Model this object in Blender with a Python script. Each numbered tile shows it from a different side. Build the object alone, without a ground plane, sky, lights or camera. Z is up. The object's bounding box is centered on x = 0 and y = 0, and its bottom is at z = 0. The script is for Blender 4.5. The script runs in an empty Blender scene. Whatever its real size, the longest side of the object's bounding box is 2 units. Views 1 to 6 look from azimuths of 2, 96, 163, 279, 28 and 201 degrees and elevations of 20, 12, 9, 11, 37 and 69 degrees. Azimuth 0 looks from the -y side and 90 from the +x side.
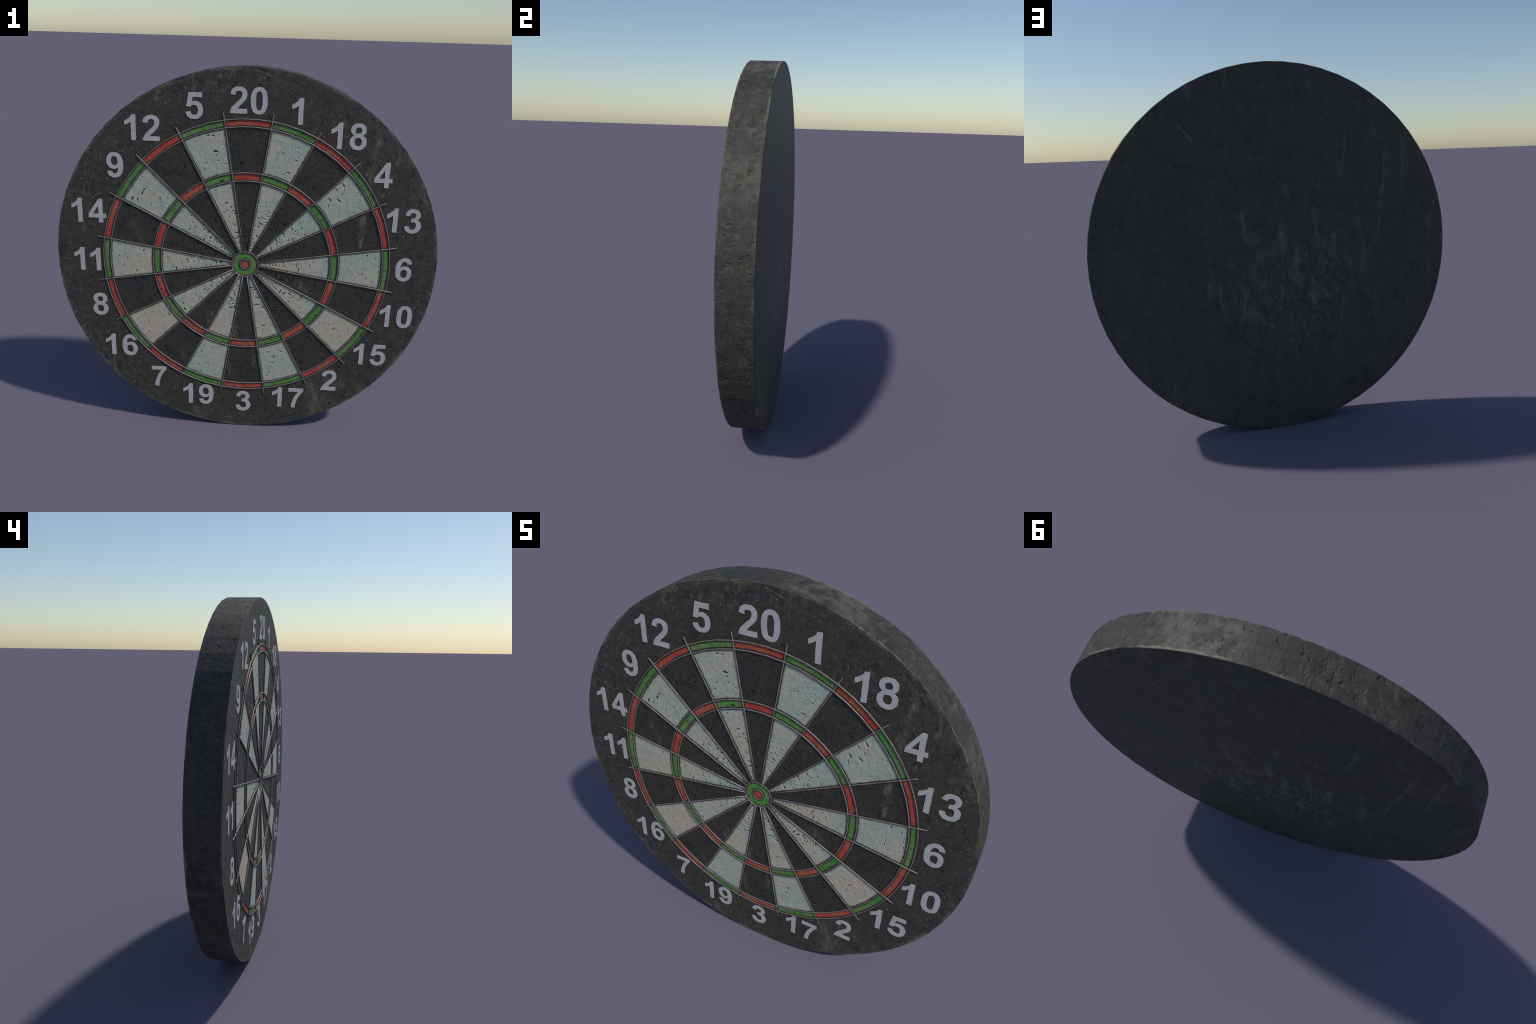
"""A worn bristle dartboard standing on its edge: thick dark disc, 20 sectors of
coloured segments, a wire spider and a ring of painted numbers."""
import bpy, math, random
import numpy as np
from mathutils import Vector
from mathutils.geometry import tessellate_polygon

# ------------------------------------------------------------------ sizes (m)
R_OUT = 1.0 / math.cos(math.radians(3.0))   # 60-sided rim, flat side on the ground
N_SIDE = 60
Y_FACE = -0.0815        # playing face (board faces -y)
Y_BACK = 0.0873
R_WIRE = 0.0029
Y_WIRE = Y_FACE - 0.0025
R_DOUBLE_OUT, R_DOUBLE_IN = 0.7555, 0.7178
R_TREBLE_OUT, R_TREBLE_IN = 0.4895, 0.4475
R_BULL_OUT, R_BULL_IN = 0.0695, 0.0270
R_TIP = 0.7925
CENTRE = Vector((0.0, 0.0, 1.0))
SECTOR = math.radians(18.0)

rng = np.random.default_rng(20)
random.seed(20)

# ------------------------------------------------------------------ noise
def _hash(ix, iy, seed):
    h = (ix.astype(np.int64) * 374761393 + iy.astype(np.int64) * 668265263 + seed * 974711) & 0xFFFFFFFF
    h = ((h ^ (h >> 13)) * 1274126177) & 0xFFFFFFFF
    h = (h ^ (h >> 16)) & 0xFFFFFFFF
    return h.astype(np.float64) / 4294967295.0 * (2 * math.pi)

def perlin(x, y, seed=0):
    ix, iy = np.floor(x), np.floor(y)
    fx, fy = x - ix, y - iy
    u = fx * fx * fx * (fx * (fx * 6 - 15) + 10)
    v = fy * fy * fy * (fy * (fy * 6 - 15) + 10)
    def g(dx, dy):
        a = _hash(ix + dx, iy + dy, seed)
        return np.cos(a) * (fx - dx) + np.sin(a) * (fy - dy)
    a = g(0, 0) * (1 - u) + g(1, 0) * u
    b = g(0, 1) * (1 - u) + g(1, 1) * u
    return (a * (1 - v) + b * v) * 1.5

def fbm(x, y, octaves=3, seed=0):
    s, amp, f = 0.0, 1.0, 1.0
    for o in range(octaves):
        s = s + amp * perlin(x * f + 17.3 * o, y * f - 9.1 * o, seed + o)
        amp *= 0.5
        f *= 2.03
    return s

def smooth(a, b, x):
    t = np.clip((x - a) / (b - a), 0.0, 1.0)
    return t * t * (3 - 2 * t)

# ------------------------------------------------------------------ relief of the face
def face_relief(x, z, rough=1.0):
    """Depth (m, + = into the board) of the fibre lumps on the playing face."""
    warp = fbm(x * 9, z * 9, 2, 5)
    lumps = fbm(x * 42 + warp, z * 42, 3, 11)
    grit = fbm((x + 0.4 * z) * 120 + warp, (z - 0.4 * x) * 75, 2, 23)
    fibre = perlin((x + 0.55 * z) * 150, (z - 0.55 * x) * 60, 31)
    patch = smooth(0.1, 0.6, fbm(x * 6, z * 6, 2, 47))
    flakes = smooth(0.15, 0.5, fbm(x * 75, z * 75, 2, 61)) * patch
    return rough * (0.00045 * (lumps + 0.6) + 0.00020 * (fibre + 0.5) + 0.00028 * grit + 0.0012 * flakes)

def slits(x, z, cuts, depth=0.0034):
    """Dart cuts: short lens-shaped gashes. cuts = (cx, cz, angle, length, width, gain)."""
    d = np.zeros_like(x)
    for cx, cz, ang, ln, wd, gain in cuts:
        near = (np.abs(x - cx) < ln) & (np.abs(z - cz) < ln)
        if not near.any():
            continue
        dx, dz = x[near] - cx, z[near] - cz
        u = dx * math.cos(ang) + dz * math.sin(ang)
        v = -dx * math.sin(ang) + dz * math.cos(ang)
        v = v + 0.12 * ln * (u / ln) ** 2 + 0.0011 * perlin(dx * 160 + cx * 900, dz * 160 + cz * 700, 7)
        w = wd * np.clip(1 - np.abs(u / (ln * 0.5)) ** 2, 0, 1)
        m = smooth(1.0, 0.35, np.abs(v) / np.maximum(w, 1e-6)) * (w > 1e-5)
        d[near] = np.maximum(d[near], depth * gain * m)
    return d

def sector_cuts(sector, r0, r1, count, focus=None, spread=0.1):
    out = []
    for _ in range(count):
        for _try in range(30):
            if focus is not None and rng.random() < 0.75:
                r = rng.normal(focus, spread)
            else:
                r = math.sqrt(rng.uniform(r0 * r0, r1 * r1))
            if r0 + 0.012 < r < r1 - 0.012:
                break
        else:
            continue
        side = rng.uniform(-1, 1)
        th = sector * SECTOR + side * (SECTOR / 2 - 0.012 / r)
        ang = -th + rng.normal(0, 0.22)          # roughly tangential
        big = rng.random() < 0.25
        ln = rng.uniform(0.022, 0.036) if big else rng.uniform(0.011, 0.021)
        wd = rng.uniform(0.0038, 0.0062) if big else rng.uniform(0.0026, 0.0042)
        if any(math.hypot(o[0] - r * math.sin(th), o[1] - r * math.cos(th)) < 0.6 * (o[3] + ln) * 0.6 for o in out):
            continue
        out.append((r * math.sin(th), r * math.cos(th), ang, ln, wd, rng.uniform(0.7, 1.0)))
    return out

# ------------------------------------------------------------------ mesh helpers
def add_mesh(name, verts, faces, mat, parent, smooth_shade=True, mats=None, face_mats=None):
    me = bpy.data.meshes.new(name)
    verts = np.asarray(verts, dtype=np.float32)
    me.vertices.add(len(verts))
    me.vertices.foreach_set("co", verts.ravel())
    sizes = np.array([len(f) for f in faces], dtype=np.int32) if not isinstance(faces, np.ndarray) \
        else np.full(len(faces), faces.shape[1], dtype=np.int32)
    flat = np.concatenate([np.asarray(f, dtype=np.int32).ravel() for f in faces]) \
        if not isinstance(faces, np.ndarray) else faces.astype(np.int32).ravel()
    me.loops.add(len(flat))
    me.loops.foreach_set("vertex_index", flat)
    me.polygons.add(len(sizes))
    starts = np.concatenate([[0], np.cumsum(sizes)[:-1]]).astype(np.int32)
    me.polygons.foreach_set("loop_start", starts)
    me.polygons.foreach_set("loop_total", sizes)
    me.polygons.foreach_set("use_smooth", np.full(len(sizes), smooth_shade))
    for m in (mats or [mat]):
        me.materials.append(m)
    if face_mats is not None:
        me.polygons.foreach_set("material_index", np.asarray(face_mats, dtype=np.int32))
    me.update(calc_edges=True)
    me.validate()
    ob = bpy.data.objects.new(name, me)
    bpy.context.scene.collection.objects.link(ob)
    ob.location = CENTRE
    ob.parent = parent
    return ob

def sharp_by_angle(ob, deg):
    me = ob.data
    if hasattr(me, "set_sharp_from_angle"):
        me.set_sharp_from_angle(angle=math.radians(deg))

def polygon_radius(th, sides=N_SIDE):
    """Radius factor (apothem 1 at th=0) of a regular polygon with a flat side at th = 0."""
    step = 2 * math.pi / sides
    a = np.mod(th + step / 2, step) - step / 2
    return math.cos(step / 2) / np.cos(a)

# ------------------------------------------------------------------ node helpers
class Nodes:
    def __init__(self, tree):
        self.t = tree
    def new(self, kind, **props):
        n = self.t.nodes.new(kind)
        for k, v in props.items():
            setattr(n, k, v)
        return n
    def put(self, sock, v):
        if hasattr(v, "is_output"):
            self.t.links.new(v, sock)
        else:
            sock.default_value = v
    def math(self, op, a, b=0.0, c=0.0, clamp=False):
        n = self.new("ShaderNodeMath", operation=op, use_clamp=clamp)
        self.put(n.inputs[0], a); self.put(n.inputs[1], b); self.put(n.inputs[2], c)
        return n.outputs[0]
    def step(self, x, a, b, lo=0.0, hi=1.0):
        n = self.new("ShaderNodeMapRange", interpolation_type="SMOOTHSTEP")
        self.put(n.inputs[0], x)
        for i, v in enumerate((a, b, lo, hi)):
            self.put(n.inputs[i + 1], v)
        return n.outputs[0]
    def noise(self, vec, scale, detail=3.0, rough=0.55, distort=0.0):
        n = self.new("ShaderNodeTexNoise")
        self.put(n.inputs["Vector"], vec)
        n.inputs["Scale"].default_value = scale
        n.inputs["Detail"].default_value = detail
        n.inputs["Roughness"].default_value = rough
        n.inputs["Distortion"].default_value = distort
        return n.outputs[0]
    def mapping(self, vec, scale=(1, 1, 1), rot=(0, 0, 0), loc=(0, 0, 0)):
        n = self.new("ShaderNodeMapping")
        self.put(n.inputs[0], vec)
        n.inputs["Location"].default_value = loc
        n.inputs["Rotation"].default_value = rot
        n.inputs["Scale"].default_value = scale
        return n.outputs[0]
    def mix(self, fac, a, b, mode="MIX"):
        n = self.new("ShaderNodeMix", data_type="RGBA", blend_type=mode)
        self.put(n.inputs["Factor"], fac)
        self.put(n.inputs[6], a); self.put(n.inputs[7], b)
        return n.outputs[2]

def lin(r, g, b):
    f = lambda c: (c / 255 / 12.92) if c / 255 <= 0.04045 else ((c / 255 + 0.055) / 1.055) ** 2.4
    return (f(r), f(g), f(b), 1.0)

def material(name):
    m = bpy.data.materials.new(name)
    m.use_nodes = True
    m.node_tree.nodes.clear()
    N = Nodes(m.node_tree)
    bsdf = N.new("ShaderNodeBsdfPrincipled")
    out = N.new("ShaderNodeOutputMaterial")
    N.t.links.new(bsdf.outputs[0], out.inputs[0])
    co = N.new("ShaderNodeTexCoord").outputs["Object"]
    return m, N, bsdf, co

def split(N, co):
    s = N.new("ShaderNodeSeparateXYZ")
    N.put(s.inputs[0], co)
    return s.outputs

def wire_distance(N, x, z):
    """Distance in the face plane to the nearest wire of the spider."""
    r = N.math("SQRT", N.math("ADD", N.math("MULTIPLY", x, x), N.math("MULTIPLY", z, z)))
    th = N.math("ARCTAN2", x, z)
    fold = N.math("PINGPONG", N.math("ADD", th, -SECTOR / 2 + 40 * SECTOR), SECTOR / 2)
    d = N.math("MULTIPLY", r, N.math("SINE", fold))
    d = N.math("ADD", d, N.math("MULTIPLY", N.math("LESS_THAN", r, R_BULL_OUT), 10.0))
    d = N.math("ADD", d, N.math("MULTIPLY", N.math("GREATER_THAN", r, R_TIP), 10.0))
    for rr in (R_DOUBLE_OUT, R_DOUBLE_IN, R_TREBLE_OUT, R_TREBLE_IN, R_BULL_OUT, R_BULL_IN):
        d = N.math("MINIMUM", d, N.math("ABSOLUTE", N.math("SUBTRACT", r, rr)))
    return d, r

def capsules(N, x, z, marks, wobble):
    """Soft-edged straight marks (drips, scuffs): (x0, z0, x1, z1, half width, strength)."""
    total = None
    for x0, z0, x1, z1, w, strength in marks:
        L = math.hypot(x1 - x0, z1 - z0)
        ux, uz = (x1 - x0) / L, (z1 - z0) / L
        xx = N.math("ADD", x, N.math("MULTIPLY", wobble, 0.045 + w * 1.2))
        u = N.math("ADD", N.math("MULTIPLY", N.math("SUBTRACT", xx, x0), ux),
                   N.math("MULTIPLY", N.math("SUBTRACT", z, z0), uz))
        v = N.math("SUBTRACT", N.math("MULTIPLY", N.math("SUBTRACT", xx, x0), -uz),
                   N.math("MULTIPLY", N.math("SUBTRACT", z, z0), -ux))
        du = N.math("SUBTRACT", N.math("ABSOLUTE", N.math("SUBTRACT", u, L / 2)), L / 2)
        du = N.math("MAXIMUM", du, 0.0)
        d = N.math("SQRT", N.math("ADD", N.math("MULTIPLY", du, du), N.math("MULTIPLY", v, v)))
        m = N.step(d, 0.0, w, strength, 0.0)
        total = m if total is None else N.math("MAXIMUM", total, m)
    return total

def fine_bump(N, bsdf, co, scale, strength, dist=0.002, stretch=(1, 1, 1), rot=(0, 0, 0)):
    v = N.mapping(co, scale=stretch, rot=rot)
    h = N.noise(v, scale, 4.0, 0.65)
    b = N.new("ShaderNodeBump")
    b.inputs["Strength"].default_value = strength
    b.inputs["Distance"].default_value = dist
    N.put(b.inputs["Height"], h)
    N.put(bsdf.inputs["Normal"], b.outputs[0])

DIRT = lin(52, 40, 32)
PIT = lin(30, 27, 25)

PLACES = {   # centre of each number on the face
    20: (-0.001, 0.843), 1: (0.238, 0.800), 18: (0.494, 0.688), 4: (0.680, 0.502), 13: (0.805, 0.271),
    6: (0.831, 0.006), 10: (0.817, -0.265), 15: (0.698, -0.501), 2: (0.485, -0.676), 17: (0.259, -0.800),
    3: (0.0065, -0.8385), 19: (-0.2515, -0.806), 7: (-0.475, -0.702), 16: (-0.682, -0.513), 8: (-0.788, -0.269),
    11: (-0.8436, -0.008), 14: (-0.821, 0.261), 9: (-0.672, 0.504), 12: (-0.527, 0.696), 5: (-0.266, 0.810)}

# ------------------------------------------------------------------ materials
def cloud(N, co, scale, lo=0.42, hi=0.58, top=1.0, loc=(0, 0, 0), stretch=(1, 1, 1), detail=5.0, rough=0.6, distort=0.0):
    """High-contrast noise mask."""
    return N.step(N.noise(N.mapping(co, scale=stretch, loc=loc), scale, detail, rough, distort), lo, hi, 0.0, top)

def segment_material(name, low, high, hot, rough, grime, grime_amount, pit=PIT, warm=None, marks=None):
    """Dyed fibre: tones in patches, darker grain, brown dirt and painted wire shadow along wires, dark dart cuts."""
    m, N, bsdf, co = material(name)
    x, y, z = split(N, co)
    col = N.mix(cloud(N, co, 9.0, distort=0.6), low, high)
    col = N.mix(cloud(N, co, 17.0, 0.50, 0.68, 0.6, (3, 1, 7), distort=0.8), col, hot)
    if warm:
        wob = N.math("SUBTRACT", N.noise(co, 9.0, 4.0, 0.6), 0.5)
        col = N.mix(capsules(N, x, z, warm[1], wob), col, warm[0])
    col = N.mix(cloud(N, co, 60.0, 0.44, 0.66, grime_amount, (4, 4, 0), (1, 1, 0.7)), col, grime)
    col = N.mix(cloud(N, co, 22.0, 0.54, 0.70, grime_amount, (1, 6, 2)), col, grime)
    if marks:
        col = paint_marks(N, co, col, x, z, *marks)
    d, r = wire_distance(N, x, z)
    ragged = N.math("MULTIPLY", N.math("SUBTRACT", N.noise(co, 80.0, 3.0, 0.6), 0.5), 0.016)
    brown = N.step(N.math("ADD", d, ragged), 0.004, 0.015, 0.65, 0.0)
    brown = N.math("MULTIPLY", brown, N.step(r, 0.03, 0.06, 0.15, 1.0))   # the bull stays cleaner
    col = N.mix(brown, col, lin(84, 66, 52))
    edge = N.step(N.math("ADD", d, N.math("MULTIPLY", ragged, 0.35)), 0.0042, 0.0085, 0.92, 0.0)  # segment colour darkened close to each wire: its contact shadow, drawn in
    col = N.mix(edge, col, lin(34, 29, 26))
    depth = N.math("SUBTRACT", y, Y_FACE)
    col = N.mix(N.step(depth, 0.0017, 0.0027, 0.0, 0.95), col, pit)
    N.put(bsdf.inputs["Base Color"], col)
    bsdf.inputs["Roughness"].default_value = rough
    bsdf.inputs["Specular IOR Level"].default_value = 0.35
    fine_bump(N, bsdf, co, 150.0, 0.4, 0.002, (1, 1, 0.6), (0, 0.5, 0))
    return m

def charcoal(N, co):
    """Near-black aged paint: green-grey and brown clouds, pale dust, dark blots."""
    base = N.mix(cloud(N, co, 5.0, distort=0.4), lin(60, 60, 54), lin(54, 56, 53))
    base = N.mix(cloud(N, co, 8.0, 0.50, 0.64, 0.35, (5, 5, 5)), base, lin(76, 67, 54))
    dust_zone = cloud(N, co, 4.0, 0.45, 0.62, 1.0, (8, 2, 6))
    dust = cloud(N, co, 34.0, 0.49, 0.66, 0.65, (2, 7, 1), detail=6.0, rough=0.68)
    base = N.mix(N.math("MULTIPLY", dust, N.math("ADD", 0.35, N.math("MULTIPLY", dust_zone, 0.65))), base, lin(98, 94, 84))
    base = N.mix(cloud(N, co, 30.0, 0.52, 0.64, 0.75, (1, 8, 3)), base, lin(36, 36, 36))
    base = N.mix(cloud(N, co, 90.0, 0.52, 0.66, 0.5, (6, 1, 3)), base, lin(40, 39, 38))
    base = N.mix(cloud(N, co, 95.0, 0.60, 0.68, 0.7, (7, 0, 2), (1, 1, 0.6)), base, lin(122, 115, 102))
    base = N.mix(cloud(N, co, 40.0, 0.68, 0.74, 0.5, (2, 4, 9)), base, lin(72, 102, 98))
    return base

def paint_marks(N, co, base, x, z, marks, colour):
    """Drips and scuffs, meandering and broken up."""
    wob = N.math("ADD", N.math("SUBTRACT", N.noise(co, 7.0, 4.0, 0.7), 0.5),
                 N.math("MULTIPLY", N.math("SUBTRACT", N.noise(co, 45.0, 4.0, 0.7), 0.5), 0.6))
    m = capsules(N, x, z, marks, wob)
    tex = cloud(N, co, 45.0, 0.40, 0.60, 1.0, (0, 0, 3), (1, 1, 0.4), 6.0, 0.7)
    return N.mix(N.math("MULTIPLY", m, N.math("ADD", 0.12, N.math("MULTIPLY", tex, 0.88))), base, colour)

FRONT_MARKS = [
    (-0.265, 0.954, -0.262, 0.862, 0.010, 0.7), (-0.441, 0.891, -0.446, 0.832, 0.016, 0.6), (0.640, 0.715, 0.628, 0.580, 0.028, 0.85),
    (0.628, 0.580, 0.611, 0.429, 0.026, 0.8), (0.754, 0.658, 0.740, 0.560, 0.016, 0.85), (0.601, 0.325, 0.593, 0.125, 0.019, 1.0),
    (-0.204, -0.299, -0.183, -0.389, 0.035, 0.6), (-0.053, -0.367, -0.049, -0.427, 0.022, 0.75), (0.269, -0.107, 0.316, -0.126, 0.05, 0.5),
    (-0.276, -0.906, -0.247, -0.972, 0.03, 0.6), (-0.160, -0.865, -0.102, -0.912, 0.005, 0.8), (0.377, -0.718, 0.415, -0.897, 0.07, 0.6),
    (0.442, -0.650, 0.543, -0.692, 0.06, 0.55), (0.020, 0.991, 0.104, 0.960, 0.006, 0.9), (0.270, 0.738, 0.306, 0.735, 0.006, 0.9),
    (0.468, 0.756, 0.481, 0.745, 0.020, 0.8), (-0.723, -0.510, -0.729, -0.685, 0.010, 0.7), (0.928, -0.168, 0.949, -0.240, 0.014, 0.5),
    (-0.803, -0.421, -0.789, -0.545, 0.014, 0.5), (-0.398, 0.939, -0.386, 0.893, 0.008, 0.6), (-0.107, -0.446, -0.076, -0.664, 0.022, 0.45),
    (0.885, 0.414, 0.919, 0.338, 0.022, 0.6), (0.80, 0.60, 0.815, 0.575, 0.03, 0.6), (0.05, -0.46, 0.055, -0.60, 0.02, 0.45),
    (-0.60, 0.20, -0.52, 0.05, 0.03, 0.35), (-0.34, -0.52, -0.32, -0.62, 0.02, 0.4),
]

def board_face_material():
    m, N, bsdf, co = material("charcoal_face")
    x, y, z = split(N, co)
    base = charcoal(N, co)
    base = paint_marks(N, co, base, x, z, FRONT_MARKS, lin(112, 106, 95))
    d, r = wire_distance(N, x, z)
    band = N.math("MULTIPLY", N.step(r, 0.76, 0.80), N.step(r, 0.90, 0.94, 1.0, 0.0))
    band = N.math("MULTIPLY", band, N.step(N.noise(co, 14.0, 3.0, 0.6), 0.42, 0.65, 0.0, 0.45))
    base = N.mix(band, base, lin(62, 50, 40))
    wob = N.math("SUBTRACT", N.noise(co, 40.0, 4.0, 0.6), 0.5)
    halos = capsules(N, x, z, [(px - (0.048 if n > 9 else 0.004), pz, px + (0.048 if n > 9 else 0.004), pz, 0.105, 1.0)
                               for n, (px, pz) in PLACES.items()], wob)
    halos = N.math("MULTIPLY", N.step(halos, 0.05, 0.5), N.step(N.noise(co, 24.0, 4.0, 0.6), 0.35, 0.62, 0.15, 0.6))
    base = N.mix(halos, base, lin(64, 54, 46))
    ragged = N.math("MULTIPLY", N.math("SUBTRACT", N.noise(co, 60.0, 3.0, 0.6), 0.5), 0.02)
    edge = N.step(N.math("ADD", d, ragged), 0.004, 0.022, 0.7, 0.0)
    base = N.mix(edge, base, lin(60, 48, 38))
    worn = N.math("ADD", r, N.math("MULTIPLY", N.math("SUBTRACT", N.noise(co, 30.0, 4.0, 0.6), 0.5), 0.03))
    base = N.mix(N.math("MULTIPLY", N.step(worn, 0.980, 0.998, 0.0, 0.7), cloud(N, co, 8.0, 0.44, 0.6)), base, lin(112, 103, 86))
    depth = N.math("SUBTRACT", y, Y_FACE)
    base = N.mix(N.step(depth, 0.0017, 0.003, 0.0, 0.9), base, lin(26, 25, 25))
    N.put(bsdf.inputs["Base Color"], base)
    bsdf.inputs["Roughness"].default_value = 0.72
    bsdf.inputs["Specular IOR Level"].default_value = 0.4
    fine_bump(N, bsdf, co, 110.0, 0.75, 0.0025)
    return m

def rim_material():
    m, N, bsdf, co = material("charcoal_rim")
    x, y, z = split(N, co)
    base = N.mix(cloud(N, co, 6.0, distort=0.4), lin(61, 56, 49), lin(55, 53, 48))
    base = N.mix(cloud(N, co, 4.0, 0.50, 0.66, 0.5, (5, 1, 2)), base, lin(44, 43, 41))
    dust_zone = cloud(N, co, 3.5, 0.44, 0.62, 1.0, (2, 6, 6))
    dust = cloud(N, co, 30.0, 0.44, 0.70, 0.55, (2, 7, 1), (1, 1, 1), 6.0, 0.72)
    base = N.mix(N.math("MULTIPLY", dust, N.math("ADD", 0.3, N.math("MULTIPLY", dust_zone, 0.7))), base, lin(104, 99, 88))
    base = N.mix(cloud(N, co, 26.0, 0.51, 0.66, 0.65, (1, 8, 3)), base, lin(38, 37, 36))
    base = N.mix(cloud(N, co, 100.0, 0.50, 0.66, 0.55, (6, 1, 3)), base, lin(36, 35, 34))
    wob = N.math("SUBTRACT", N.noise(co, 14.0, 4.0, 0.6), 0.5)
    pale_patch = capsules(N, x, z, [(0.14, 0.985, 0.34, 0.94, 0.10, 0.42), (0.86, 0.50, 0.92, 0.38, 0.08, 0.28), (-0.80, -0.60, -0.72, -0.70, 0.09, 0.25)], wob)
    base = N.mix(N.math("MULTIPLY", pale_patch, cloud(N, co, 18.0, 0.38, 0.60, 1.0, (5, 0, 5))), base, lin(112, 109, 102))
    # pale scrapes running across the thickness
    base = N.mix(cloud(N, co, 30.0, 0.60, 0.68, 0.22, (4, 4, 4), (1, 0.3, 1)), base, lin(116, 111, 100))
    base = N.mix(cloud(N, co, 80.0, 0.62, 0.70, 0.6, (7, 0, 2)), base, lin(122, 112, 96))
    base = N.mix(cloud(N, co, 24.0, 0.66, 0.74, 0.4, (2, 4, 9)), base, lin(74, 98, 94))
    worn = N.step(N.math("ADD", N.math("ABSOLUTE", y), N.math("MULTIPLY", N.math("SUBTRACT", N.noise(co, 35.0, 5.0, 0.7), 0.5), 0.04)), 0.072, 0.087, 0.0, 0.7)
    worn = N.math("MULTIPLY", worn, cloud(N, co, 4.0, 0.46, 0.60, 1.0, (0, 3, 6)))
    base = N.mix(worn, base, lin(132, 124, 108))
    r = N.math("SQRT", N.math("ADD", N.math("MULTIPLY", x, x), N.math("MULTIPLY", z, z)))
    base = N.mix(N.step(r, 0.9962, 0.9982, 0.85, 0.0), base, lin(34, 29, 28))
    N.put(bsdf.inputs["Base Color"], base)
    bsdf.inputs["Roughness"].default_value = 0.7
    bsdf.inputs["Specular IOR Level"].default_value = 0.4
    fine_bump(N, bsdf, co, 75.0, 0.8, 0.003, (1, 0.85, 1))
    return m

BACK_MARKS = [   # drips and scuffs on the back, board coordinates
    (0.254, 0.952, 0.255, 0.864, 0.010, 0.55), (0.515, 0.679, 0.436, 0.595, 0.012, 0.55), (0.276, 0.636, 0.264, 0.480, 0.007, 0.45),
    (-0.388, 0.647, -0.371, 0.400, 0.012, 0.45), (-0.632, 0.558, -0.572, 0.003, 0.013, 0.5), (-0.742, 0.618, -0.733, 0.262, 0.012, 0.5),
    (-0.939, 0.229, -0.898, 0.001, 0.013, 0.5), (0.194, 0.224, 0.191, 0.074, 0.018, 0.6), (-0.308, 0.066, -0.299, -0.034, 0.028, 0.55),
    (0.342, -0.134, 0.330, -0.302, 0.010, 0.6), (0.404, -0.142, 0.405, -0.211, 0.024, 0.4), (0.176, -0.333, 0.163, -0.363, 0.055, 0.65),
    (0.064, -0.404, 0.034, -0.407, 0.030, 0.6), (-0.172, -0.255, -0.194, -0.271, 0.045, 0.6), (-0.247, -0.262, -0.262, -0.278, 0.035, 0.6),
    (-0.044, -0.504, -0.089, -0.510, 0.022, 0.6), (0.743, -0.264, 0.692, -0.267, 0.008, 0.7), (0.610, -0.649, 0.610, -0.764, 0.012, 0.5),
    (-0.279, 0.732, -0.316, 0.732, 0.008, 0.6), (-0.561, -0.294, -0.568, -0.416, 0.016, 0.5), (-0.916, -0.129, -0.917, -0.314, 0.010, 0.4),
    (0.205, -0.834, 0.149, -0.880, 0.006, 0.5), (-0.006, 0.101, -0.011, 0.031, 0.03, 0.6), (0.453, 0.865, 0.450, 0.803, 0.02, 0.4),
    (-0.043, 0.346, -0.049, 0.305, 0.02, 0.4), (-0.199, 0.200, -0.211, 0.073, 0.012, 0.5), (-0.47, 0.16, -0.49, -0.05, 0.03, 0.35),
]
BACK_CRACKS = [(0.286, 0.444, 0.223, 0.346, 0.006, 0.8), (-0.451, -0.693, -0.531, -0.822, 0.005, 0.8)]

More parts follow.
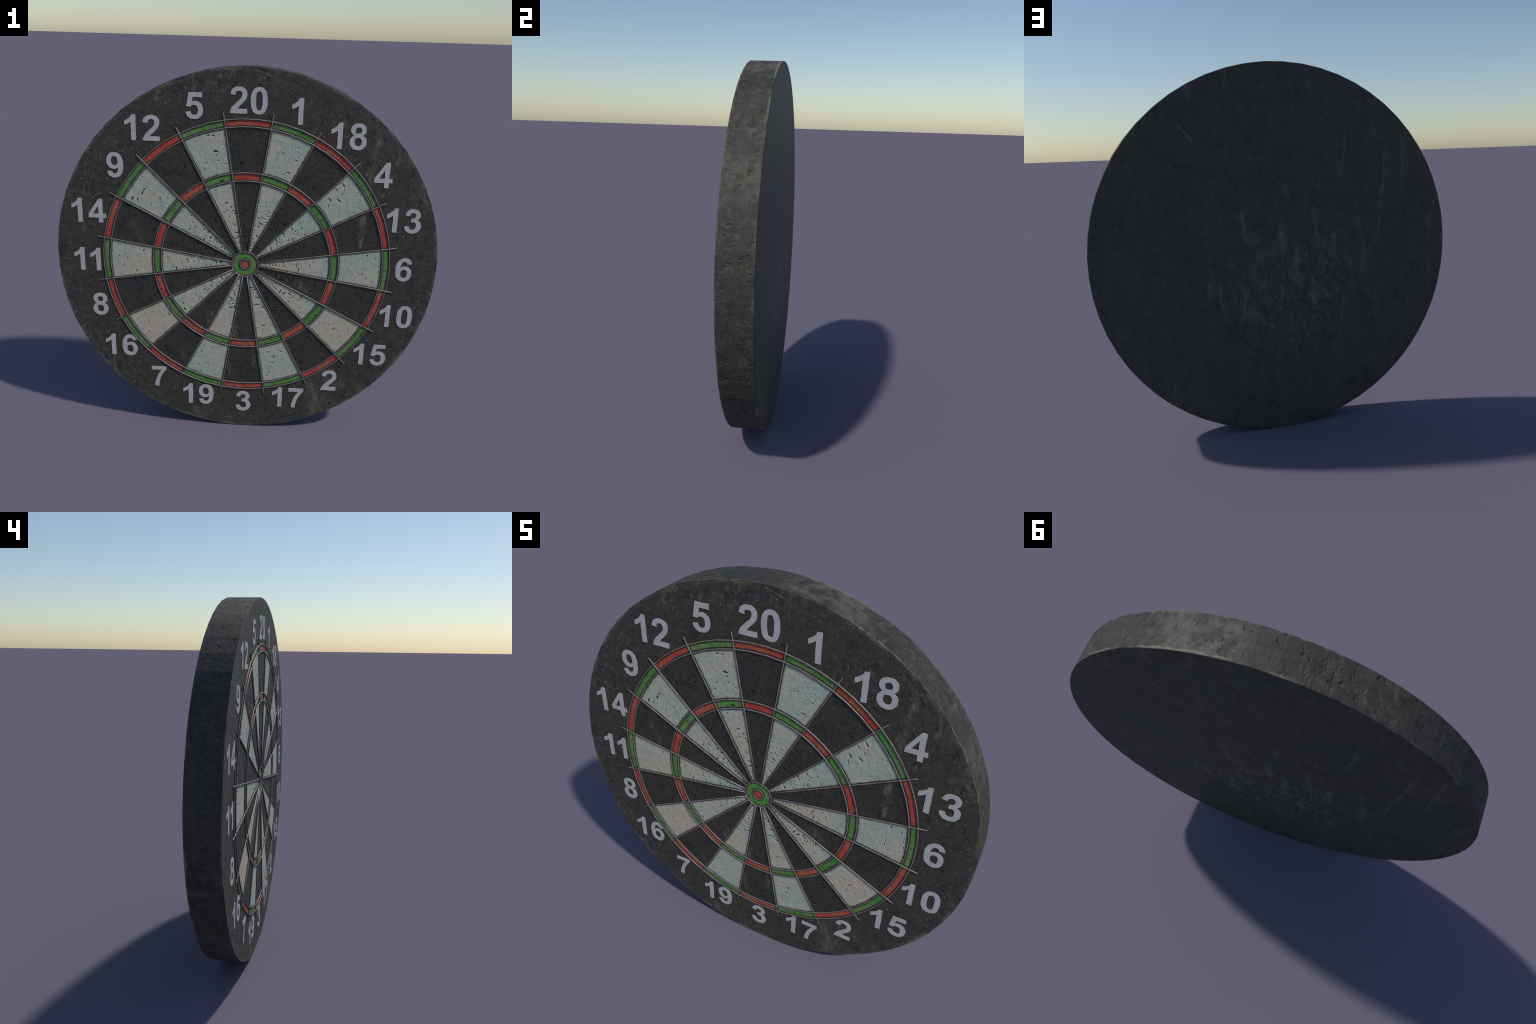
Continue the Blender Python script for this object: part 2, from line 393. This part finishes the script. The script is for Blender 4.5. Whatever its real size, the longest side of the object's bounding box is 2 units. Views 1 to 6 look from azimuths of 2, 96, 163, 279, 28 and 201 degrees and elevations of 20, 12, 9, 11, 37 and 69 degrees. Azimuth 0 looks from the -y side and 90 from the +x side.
def back_material():
    m, N, bsdf, co = material("charcoal_back")
    x, y, z = split(N, co)
    base = N.mix(cloud(N, co, 3.5, distort=0.4), lin(62, 60, 54), lin(57, 60, 55))
    base = N.mix(cloud(N, co, 9.0, 0.48, 0.64, 0.6, (3, 3, 3)), base, lin(46, 47, 45))
    base = N.mix(cloud(N, co, 6.0, 0.58, 0.70, 0.35, (9, 3, 1)), base, lin(72, 65, 56))
    r0 = N.math("SQRT", N.math("ADD", N.math("POWER", N.math("ADD", x, 0.08), 2.0), N.math("POWER", N.math("ADD", z, 0.12), 2.0)))
    middle = N.step(r0, 0.1, 0.65, 0.85, 0.22)
    streak = N.math("MAXIMUM", cloud(N, co, 26.0, 0.50, 0.66, 0.9, (0, 2, 0), (1, 1, 0.28), 6.0, 0.7),
                    cloud(N, co, 20.0, 0.54, 0.68, 0.8, (4, 1, 4), (1, 1, 0.6), 6.0, 0.7))
    base = N.mix(N.math("MULTIPLY", streak, middle), base, lin(98, 95, 88))
    base = N.mix(cloud(N, co, 50.0, 0.48, 0.66, 0.4, (1, 1, 1), detail=6.0, rough=0.7), base, lin(80, 77, 70))
    base = N.mix(cloud(N, co, 30.0, 0.52, 0.66, 0.5, (6, 2, 2)), base, lin(42, 42, 41))
    r1 = N.math("SQRT", N.math("ADD", N.math("POWER", N.math("ADD", x, 0.12), 2.0), N.math("POWER", N.math("ADD", z, 0.2), 2.0)))
    tangle = N.math("MAXIMUM", cloud(N, co, 15.0, 0.53, 0.63, 0.8, (3, 5, 2), (1, 1, 0.7), 8.0, 0.75, 1.2),
                    cloud(N, co, 38.0, 0.54, 0.64, 0.7, (2, 2, 8), (1, 1, 0.5), 6.0, 0.7, 1.0))
    base = N.mix(N.math("MULTIPLY", tangle, N.step(r1, 0.05, 0.48, 0.95, 0.0)), base, lin(106, 104, 98))
    base = paint_marks(N, co, base, x, z, BACK_MARKS, lin(112, 110, 104))
    base = N.mix(cloud(N, co, 70.0, 0.64, 0.70, 0.5, (7, 0, 2), (1, 1, 0.5)), base, lin(108, 104, 98))
    wob = N.math("SUBTRACT", N.noise(co, 30.0, 3.0, 0.6), 0.5)
    base = N.mix(capsules(N, x, z, BACK_CRACKS, wob), base, lin(22, 22, 22))
    N.put(bsdf.inputs["Base Color"], base)
    bsdf.inputs["Roughness"].default_value = 0.62
    bsdf.inputs["Specular IOR Level"].default_value = 0.4
    fine_bump(N, bsdf, co, 70.0, 0.6, 0.003, (1, 1, 0.22))
    return m

def wire_material():
    m, N, bsdf, co = material("dull_steel_wire")
    n = N.step(N.noise(co, 40.0, 4.0, 0.6), 0.35, 0.7)
    col = N.mix(n, lin(142, 138, 138), lin(118, 112, 108))
    rust = N.step(N.noise(N.mapping(co, loc=(3, 3, 3)), 60.0, 4.0, 0.6), 0.6, 0.75, 0.0, 0.6)
    col = N.mix(rust, col, lin(88, 70, 58))
    N.put(bsdf.inputs["Base Color"], col)
    bsdf.inputs["Metallic"].default_value = 0.35
    bsdf.inputs["Roughness"].default_value = 0.5
    return m

def number_material():
    m, N, bsdf, co = material("pale_number_paint")
    n = N.step(N.noise(co, 30.0, 4.0, 0.6), 0.35, 0.7)
    col = N.mix(n, lin(184, 183, 184), lin(174, 173, 172))
    blot = N.step(N.noise(N.mapping(co, loc=(3, 3, 3)), 12.0, 3.0, 0.6), 0.58, 0.72, 0.0, 0.5)
    col = N.mix(blot, col, lin(160, 158, 152))
    chip = N.step(N.noise(N.mapping(co, loc=(8, 1, 3)), 75.0, 3.0, 0.6), 0.68, 0.74, 0.0, 0.6)
    col = N.mix(chip, col, lin(110, 106, 102))
    N.put(bsdf.inputs["Base Color"], col)
    bsdf.inputs["Roughness"].default_value = 0.6
    bsdf.inputs["Specular IOR Level"].default_value = 0.35
    fine_bump(N, bsdf, co, 140.0, 0.35, 0.002)
    return m

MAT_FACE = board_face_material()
MAT_RIM = rim_material()
MAT_BACK = back_material()
MAT_WIRE = wire_material()
MAT_NUMBER = number_material()
WARM = [(-0.53, -0.34, -0.44, -0.37, 0.19, 0.9), (0.45, -0.36, 0.53, -0.35, 0.17, 0.8), (0.12, 0.0, 0.26, 0.0, 0.12, 0.8),
        (-0.64, -0.05, -0.52, -0.05, 0.11, 0.7), (-0.07, 0.16, -0.08, 0.26, 0.09, 0.7), (-0.12, -0.30, -0.13, -0.38, 0.09, 0.7),
        (0.10, -0.30, 0.11, -0.38, 0.09, 0.7), (0.08, 0.10, 0.06, 0.16, 0.06, 0.7), (-0.30, 0.22, -0.26, 0.20, 0.09, 0.5),
        (0.25, -0.20, 0.20, -0.15, 0.10, 0.6), (-0.45, 0.02, -0.35, 0.0, 0.08, 0.6)]
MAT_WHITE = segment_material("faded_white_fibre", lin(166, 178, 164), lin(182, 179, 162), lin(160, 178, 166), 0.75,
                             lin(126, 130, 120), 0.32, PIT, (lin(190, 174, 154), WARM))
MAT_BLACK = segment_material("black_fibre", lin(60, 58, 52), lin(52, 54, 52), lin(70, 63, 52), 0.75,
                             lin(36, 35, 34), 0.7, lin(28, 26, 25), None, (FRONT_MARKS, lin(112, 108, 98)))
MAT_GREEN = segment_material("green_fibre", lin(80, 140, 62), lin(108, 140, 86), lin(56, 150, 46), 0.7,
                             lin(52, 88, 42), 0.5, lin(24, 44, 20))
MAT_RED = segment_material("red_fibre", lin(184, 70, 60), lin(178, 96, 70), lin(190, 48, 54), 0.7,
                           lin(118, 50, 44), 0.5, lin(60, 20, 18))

# ------------------------------------------------------------------ the thing
board = bpy.data.objects.new("dartboard", None)
bpy.context.scene.collection.objects.link(board)
board["label"] = "worn round dartboard with faded segments, wire spider, pale numbers"
board["category"] = "dartboard"

# ------------------------------------------------------------------ body: rim + number band + back
def build_body():
    NT = 2400
    th = np.arange(NT) / NT * 2 * math.pi
    poly = polygon_radius(th) * R_OUT / 1.0
    poly = poly  # vertex radius R_OUT, flats in between
    rings = []          # (radius array, y array, zone)  from inner front -> rim -> back centre
    zone = []
    # sunken floor under the segments
    for r in (0.05, 0.4, R_DOUBLE_OUT):
        rings.append((np.full(NT, r), np.full(NT, Y_FACE + 0.006)))
        zone.append(0)
    bevel_f, bevel_b = 0.0022, 0.004
    # number band
    n_band = 84
    for i, t in enumerate(np.linspace(0, 1, n_band)):
        r = R_DOUBLE_OUT + (1 - bevel_f - R_DOUBLE_OUT) * t
        blend = smooth(0.3, 1.0, np.full(NT, t))
        rr = r * (1 + blend * (poly - 1))
        x, z = rr * np.sin(th), rr * np.cos(th)
        d = face_relief(x, z, 0.75)
        d = d + slits(x, z, BAND_CUTS, 0.003)
        d = d * smooth(0.0, 0.02, np.full(NT, t)) 
        chip = smooth(0.25, 0.6, fbm(th * 26, np.full(NT, 3.0), 3, 81))
        d = d + 0.0008 * chip * smooth(0.90, 1.0, np.full(NT, t))
        rings.append((rr, Y_FACE + d))
        zone.append(0)
    # front bevel + rim + back bevel (arc positions)
    prof = []
    for a in np.linspace(0, math.pi / 2, 4)[1:]:
        prof.append((1 - bevel_f + bevel_f * math.sin(a), Y_FACE + bevel_f * (1 - math.cos(a))))
    n_rim = 56
    for t in np.linspace(0, 1, n_rim)[1:]:
        prof.append((1.0, (Y_FACE + bevel_f) * (1 - t) + (Y_BACK - bevel_b) * t))
    for a in np.linspace(0, math.pi / 2, 5)[1:]:
        prof.append((1 - bevel_b * (1 - math.cos(a)), Y_BACK - bevel_b * (1 - math.sin(a))))
    arc = th
    nrm_edge = lambda y: smooth(Y_FACE - 0.001, Y_FACE + 0.012, y) * smooth(Y_BACK + 0.001, Y_BACK - 0.012, y)
    for k, (pr, py) in enumerate(prof):
        yy = np.full(NT, py)
        # rim relief, periodic in angle by evaluating on the circle
        cx, cz = np.sin(th), np.cos(th)
        lum = fbm((cx + 1.7 * py) * 26, (cz - 1.1 * py) * 26, 3, 91)
        cross = perlin(cx * 60 + py * 9, cz * 60 + py * 7, 95)      # grain running across
        d = (0.0004 * (lum + 0.6) + 0.00012 * (cross + 0.5)) * (1 - 1.0 * (1 - smooth(0, 0.02, np.full(NT, min(abs(py - Y_FACE), abs(Y_BACK - py))))))
        d = d + slits(th, yy, RIM_CUTS, 0.0048)
        chip = smooth(0.2, 0.6, fbm(th * 24, np.full(NT, 1.0), 3, 71))
        edge = 1 - smooth(0, 0.016, np.full(NT, min(abs(py - Y_FACE), abs(Y_BACK - py))))
        d = d + 0.0004 * chip * edge
        rings.append((poly * pr - d, yy))
        zone.append(1)
    for r in (0.97, 0.9, 0.75, 0.5, 0.25, 0.05):
        rings.append((poly * (r), np.full(NT, Y_BACK)))
        zone.append(2)
    V = np.concatenate([np.stack([rr * np.sin(th), yy, rr * np.cos(th)], 1) for rr, yy in rings])
    nr = len(rings)
    i = np.arange(NT)
    j = (i + 1) % NT
    F, FM = [], []
    for k in range(nr - 1):
        a, b = k * NT, (k + 1) * NT
        F.append(np.stack([a + i, a + j, b + j, b + i], 1))
        zmat = 0 if zone[k + 1] == 0 else (1 if zone[k + 1] == 1 else 2)
        FM.append(np.full(NT, zmat))
    F = np.concatenate(F); FM = np.concatenate(FM)
    faces = [f for f in [F]]
    # close the two small centre holes with fans
    cf = len(V); cb = cf + 1
    V = np.concatenate([V, [[0, Y_FACE + 0.006, 0]], [[0, Y_BACK, 0]]])
    last = (nr - 1) * NT
    quads = F
    fan_f = np.stack([np.full(NT, cf), j, i], 1)
    fan_b = np.stack([last + i, last + j, np.full(NT, cb)], 1)
    allf = list(quads) + list(fan_f) + list(fan_b)
    FM = np.concatenate([FM, np.zeros(NT), np.full(NT, 2)])
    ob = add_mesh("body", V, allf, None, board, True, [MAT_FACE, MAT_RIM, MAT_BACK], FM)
    return ob

BAND_CUTS = []
for _ in range(46):
    r = rng.uniform(0.79, 0.985); t = rng.uniform(0, 2 * math.pi)
    BAND_CUTS.append((r * math.sin(t), r * math.cos(t), -t + rng.normal(0, 0.6), rng.uniform(0.01, 0.03), rng.uniform(0.002, 0.0035), rng.uniform(0.5, 1.0)))
RIM_CUTS = []
for _ in range(260):
    if rng.random() < 0.75:
        t = rng.choice([0.2, 0.42, 6.02, 6.14, 1.02, 1.38, 1.5, 1.95, 2.1]) + rng.normal(0, 0.075)
    else:
        t = rng.uniform(0, 2 * math.pi)
    RIM_CUTS.append((t, rng.uniform(Y_FACE + 0.006, Y_BACK - 0.006), math.pi / 2 + rng.normal(0, 0.3),
                     rng.uniform(0.010, 0.030), rng.uniform(0.0025, 0.0055), rng.uniform(0.25, 0.8)))
for _ in range(60):
    t = rng.choice([0.16, 0.24, 0.24, 6.1, 1.02, 1.4, 2.0, 3.6, 5.2]) + rng.normal(0, 0.08)
    ln = rng.uniform(0.007, 0.013)
    RIM_CUTS.append((t, rng.uniform(Y_FACE + 0.012, Y_BACK - 0.012), rng.uniform(0, 3.1), ln, ln * rng.uniform(0.3, 0.45), rng.uniform(0.3, 0.75)))
body = build_body()
sharp_by_angle(body, 60)

# ------------------------------------------------------------------ segments
GAP = 0.0006
def annular_slab(name, th0, th1, r0, r1, mat, cuts, rough, step=0.0022, sides=N_SIDE):
    """A block of packed fibre between two wires, its front surface pitted by darts."""
    n_r = max(4, int((r1 - r0) / step))
    n_t = max(6, int((th1 - th0) * r1 / step))
    full = abs(th1 - th0 - 2 * math.pi) < 1e-6
    r = np.linspace(r0 + GAP, r1 - GAP, n_r + 1)
    t = np.linspace(th0, th1, n_t + 1)[: n_t if full else n_t + 1]
    if not full:
        c = (th0 + th1) / 2
    Rr, Tt = np.meshgrid(r, t, indexing="ij")
    if not full:
        Tt = c + (Tt - c) * (1 - GAP / np.maximum(Rr, 0.05) / ((th1 - th0) / 2))
    Rr = Rr * polygon_radius(Tt, sides)
    x, z = Rr * np.sin(Tt), Rr * np.cos(Tt)
    d = face_relief(x, z, rough)
    d = np.minimum(d, 0.0017) + slits(x, z, cuts)
    nr, nt = x.shape
    V = np.stack([x, Y_FACE + d, z], -1).reshape(-1, 3)
    idx = np.arange(nr * nt).reshape(nr, nt)
    if full:
        idx = np.concatenate([idx, idx[:, :1]], 1)
    F = np.stack([idx[:-1, :-1], idx[:-1, 1:], idx[1:, 1:], idx[1:, :-1]], -1).reshape(-1, 4)
    # skirt down to the floor and a bottom
    border = [idx[0, :], idx[-1, ::-1]] if full else [np.concatenate([idx[0, :-1], idx[:-1, -1], idx[-1, :0:-1], idx[:0:-1, 0], idx[0, :1]])]
    extra = []
    for loop in border:
        uniq = loop[:-1]
        base = len(V)
        low = V[uniq].copy(); low[:, 1] = Y_FACE + 0.0055
        V = np.concatenate([V, low])
        k = len(uniq); a = np.arange(k); b = (a + 1) % k
        extra.append(np.stack([uniq[a], base + a, base + b, uniq[b]], 1))
    F = np.concatenate([F] + extra)
    ob = add_mesh(name, V, F, mat, board)
    sharp_by_angle(ob, 55)
    return ob

NUMBERS = [20, 1, 18, 4, 13, 6, 10, 15, 2, 17, 3, 19, 7, 16, 8, 11, 14, 9, 12, 5]
half = SECTOR / 2
for s in range(20):
    c = s * SECTOR
    dark = s % 2 == 0
    main = MAT_BLACK if dark else MAT_WHITE
    ring = MAT_RED if dark else MAT_GREEN
    k_in = rng.integers(8, 15) if dark else rng.integers(22, 40)
    k_out = rng.integers(3, 9)
    annular_slab("single_segment", c - half, c + half, R_BULL_OUT, R_TREBLE_IN, main,
                 sector_cuts(s, R_BULL_OUT, R_TREBLE_IN, int(k_in), 0.20, 0.09), 0.9)
    annular_slab("treble_segment", c - half, c + half, R_TREBLE_IN, R_TREBLE_OUT, ring,
                 sector_cuts(s, R_TREBLE_IN, R_TREBLE_OUT, int(rng.integers(0, 2))), 0.8)
    annular_slab("single_segment", c - half, c + half, R_TREBLE_OUT, R_DOUBLE_IN, main,
                 sector_cuts(s, R_TREBLE_OUT, R_DOUBLE_IN, int(k_out)), 0.9)
    annular_slab("double_segment", c - half, c + half, R_DOUBLE_IN, R_DOUBLE_OUT, ring,
                 [], 0.8)
annular_slab("outer_bull", 0, 2 * math.pi, R_BULL_IN, R_BULL_OUT, MAT_GREEN, [], 0.7, 0.0022, 60)
annular_slab("bullseye", 0, 2 * math.pi, 0.001, R_BULL_IN, MAT_RED, [], 0.7, 0.0022, 60)

# ------------------------------------------------------------------ wire spider
spider = bpy.data.objects.new("wire_spider", None)
bpy.context.scene.collection.objects.link(spider)
spider.parent = board

def tube(name, path, radius, closed, flat=1.0, y=Y_WIRE):
    """Round wire along a path of (x, z) points."""
    P = np.array(path)
    n, k = len(P), 10
    if closed:
        nxt, prv = np.roll(P, -1, 0), np.roll(P, 1, 0)
    else:
        nxt = np.vstack([P[1:], 2 * P[-1] - P[-2]]); prv = np.vstack([2 * P[0] - P[1], P[:-1]])
    tan = nxt - prv
    tan /= np.linalg.norm(tan, axis=1)[:, None]
    side = np.stack([-tan[:, 1], tan[:, 0]], 1)
    a = np.arange(k) / k * 2 * math.pi
    V = []
    for i in range(n):
        rad = radius if np.isscalar(radius) else radius[i]
        for q in a:
            o = side[i] * math.cos(q) * rad
            V.append((P[i, 0] + o[0], y - math.sin(q) * rad * flat, P[i, 1] + o[1]))
    F = []
    for i in range(n if closed else n - 1):
        i2 = (i + 1) % n
        for q in range(k):
            q2 = (q + 1) % k
            F.append((i * k + q, i * k + q2, i2 * k + q2, i2 * k + q))
    if not closed:
        F.append(tuple(range(k - 1, -1, -1)))
        F.append(tuple(range((n - 1) * k, n * k)))
    ob = add_mesh(name, V, F, MAT_WIRE, spider)
    ob.parent = spider
    return ob

for rr, sides, w in ((R_DOUBLE_OUT, 60, 1), (R_DOUBLE_IN, 60, 1), (R_TREBLE_OUT, 60, 1), (R_TREBLE_IN, 60, 1),
                     (R_BULL_OUT, 40, 1), (R_BULL_IN, 24, 0.85)):
    ang = (np.arange(sides) + 0.5) / sides * 2 * math.pi
    tube("ring_wire", np.stack([rr * np.sin(ang), rr * np.cos(ang)], 1), R_WIRE * w, True)
for s in range(20):
    t = (s + 0.5) * SECTOR
    rs = np.array([R_BULL_OUT - 0.001, 0.2, 0.35, 0.5, 0.65, R_TIP - 0.004, R_TIP])
    rad = np.array([1, 1, 1, 1, 1, 1.0, 0.55]) * R_WIRE
    tube("spoke_wire", np.stack([rs * math.sin(t), rs * math.cos(t)], 1), rad, False, 1.0, Y_WIRE - 0.0004)

# ------------------------------------------------------------------ numbers
# each contour: list of points; ints pairs = on-curve, a 4-tuple = quadratic (control, end)
G={}
G['0']=[[(566,1472),(779,1472,899,1320),(1042,1140,1042,723),(1042,307,898,125),(779,-25,566,-25),(352,-25,221,139),(90,304,90,726),(90,1140,234,1322),(353,1472,566,1472)],
 [(566,1239),(435,1239,413,1090),(384,981,384,723),(384,465,410,368),(436,208,566,208),(697,208,719,357),(748,465,748,723),(748,981,722,1077),(696,1239,566,1239)]]
G['1']=[[(807,0),(526,0),(526,1059),(372,915,163,846),(163,1101),(273,1137,402,1237),(531,1338,579,1472),(807,1472)]]
G['2']=[[(1036,261),(1036,0),(51,0),(67,148,147,280),(227,413,463,632),(653,809,696,872),(754,959,754,1044),(754,1239,564,1239),(372,1239,364,1010),(84,1038),(109,1270,241,1371),(373,1472,571,1472),(788,1472,912,1355),(1036,1238,1036,1064),(1036,875,888,688),(837,623,704,501),(571,379,535,339),(500,299,478,261)]]
G['3']=[[(77,391),(349,424),(362,320,419,265),(476,210,557,210),(763,220,763,454),(763,684,567,684),(513,684,438,663),(469,892),(583,889,643,941),(703,994,703,1081),(703,1243,542,1243),(375,1243,357,1047),(98,1091),(150,1474,550,1474),(757,1474,882,1342),(985,1234,985,1098),(985,905,774,790),(1051,730,1051,442),(1051,249,910,113),(769,-23,559,-23),(360,-23,229,91),(98,206,77,391)]]
G['4']=[[(639,0),(639,295),(39,295),(39,541),(675,1472),(911,1472),(911,542),(1093,542),(1093,295),(911,295),(911,0)],[(639,542),(639,1043),(302,542)]]
G['5']=[[(91,377),(371,406),(383,311,442,255),(501,200,578,200),(788,210,788,487),(788,757,570,757),(449,757,353,650),(125,683),(269,1446),(1012,1446),(1012,1183),(482,1183),(438,934),(532,981,630,981),(817,981,947,845),(1077,709,1077,492),(1077,311,972,169),(829,-25,575,-25),(372,-25,244,84),(116,193,91,377)]]
G['6']=[[(1043,1107),(771,1077),(755,1241,610,1241),(398,1241,382,828),(487,952,643,952),(819,952,944,818),(1070,684,1070,472),(1070,247,938,111),(806,-25,599,-25),(377,-25,234,147),(91,320,91,713),(91,1116,240,1294),(389,1472,627,1472),(794,1472,903,1378),(1013,1285,1043,1107)],
 [(406,495),(406,358,469,283),(532,209,613,209),(795,209,795,470),(795,746,599,746),(406,746,406,495)]]
G['7']=[[(86,1186),(86,1448),(1052,1448),(1052,1242),(930,1124,807,905),(555,460,556,0),(284,0),(291,304,409,620),(528,936,726,1186)]]
G['8']=[[(324,793),(116,880,116,1096),(116,1260,230,1367),(345,1474,556,1474),(765,1474,880,1367),(996,1260,996,1096),(996,880,794,790),(1043,690,1043,430),(1043,227,913,100),(784,-27,569,-27),(369,-27,236,78),(79,202,79,418),(79,680,324,793)],
 [(382,1073),(382,895,556,895),(732,895,732,1074),(732,1248,559,1248),(382,1248,382,1073)],
 [(357,444),(357,328,416,263),(476,198,565,198),(766,198,766,441),(766,669,561,669),(357,669,357,444)]]
G['9']=[[tuple((1131-v) if i%2==0 else (1447-v) for i,v in enumerate(p)) for p in c] for c in G['6']]
def sample(c,n=10):
    out=[]
    for p in c:
        if len(p)==2: out.append(p)
        else:
            a=out[-1]
            for k in range(1,n+1):
                t=k/n;out.append(tuple((1-t)**2*a[i]+2*t*(1-t)*p[i]+t*t*p[2+i] for i in(0,1)))
    return out

EM = 0.1772
def ragged(loop, seed, amount=0.0011):
    """Subdivide an outline and roughen it like hand-cut paint."""
    P = np.array(loop)
    if np.allclose(P[0], P[-1]):
        P = P[:-1]
    out = []
    for i in range(len(P)):
        a, b = P[i], P[(i + 1) % len(P)]
        n = max(1, int(np.linalg.norm(b - a) / 0.0035))
        for k in range(n):
            out.append(a + (b - a) * k / n)
    Q = np.array(out)
    dx = perlin(Q[:, 0] * 70, Q[:, 1] * 70, seed) + 0.6 * perlin(Q[:, 0] * 170, Q[:, 1] * 170, seed + 3)
    dz = perlin(Q[:, 0] * 70 + 50, Q[:, 1] * 70, seed + 7) + 0.6 * perlin(Q[:, 0] * 170, Q[:, 1] * 170, seed + 9)
    return Q + amount * np.stack([dx, dz], 1)

def number(n):
    text = str(n)
    adv = 1139 if text != "11" else 1139 - 152
    k = EM / 2048
    contours = [[(np.array(sample(c)) + (adv * i, 0)) * k for c in G[ch]] for i, ch in enumerate(text)]
    allp = np.concatenate([c for g in contours for c in g])
    mid = (allp.min(0) + allp.max(0)) / 2
    V, F = [], []
    y0, y1 = Y_FACE - 0.0020, Y_FACE + 0.004
    for g in contours:
        loops = [ragged(c - mid + PLACES[n], 200 + n) for c in g]
        tris = tessellate_polygon([[Vector((p[0], p[1], 0)) for p in l] for l in loops])
        flat = np.concatenate(loops)
        b = len(V); m = len(flat)
        V += [(p[0], y0, p[1]) for p in flat] + [(p[0], y1, p[1]) for p in flat]
        for t in tris:
            A, B, C = (flat[i] for i in t)
            cr = (B[0] - A[0]) * (C[1] - A[1]) - (B[1] - A[1]) * (C[0] - A[0])
            t = tuple(t) if cr > 0 else tuple(reversed(t))
            F.append(tuple(b + i for i in t))
            F.append(tuple(b + m + i for i in reversed(t)))
        o = 0
        for l in loops:
            q = len(l)
            for i in range(q):
                i2 = (i + 1) % q
                F.append((b + o + i, b + m + o + i, b + m + o + i2, b + o + i2))
            o += q
    ob = add_mesh("number", V, F, MAT_NUMBER, board, False)
    return ob

for n in NUMBERS:
    number(n)
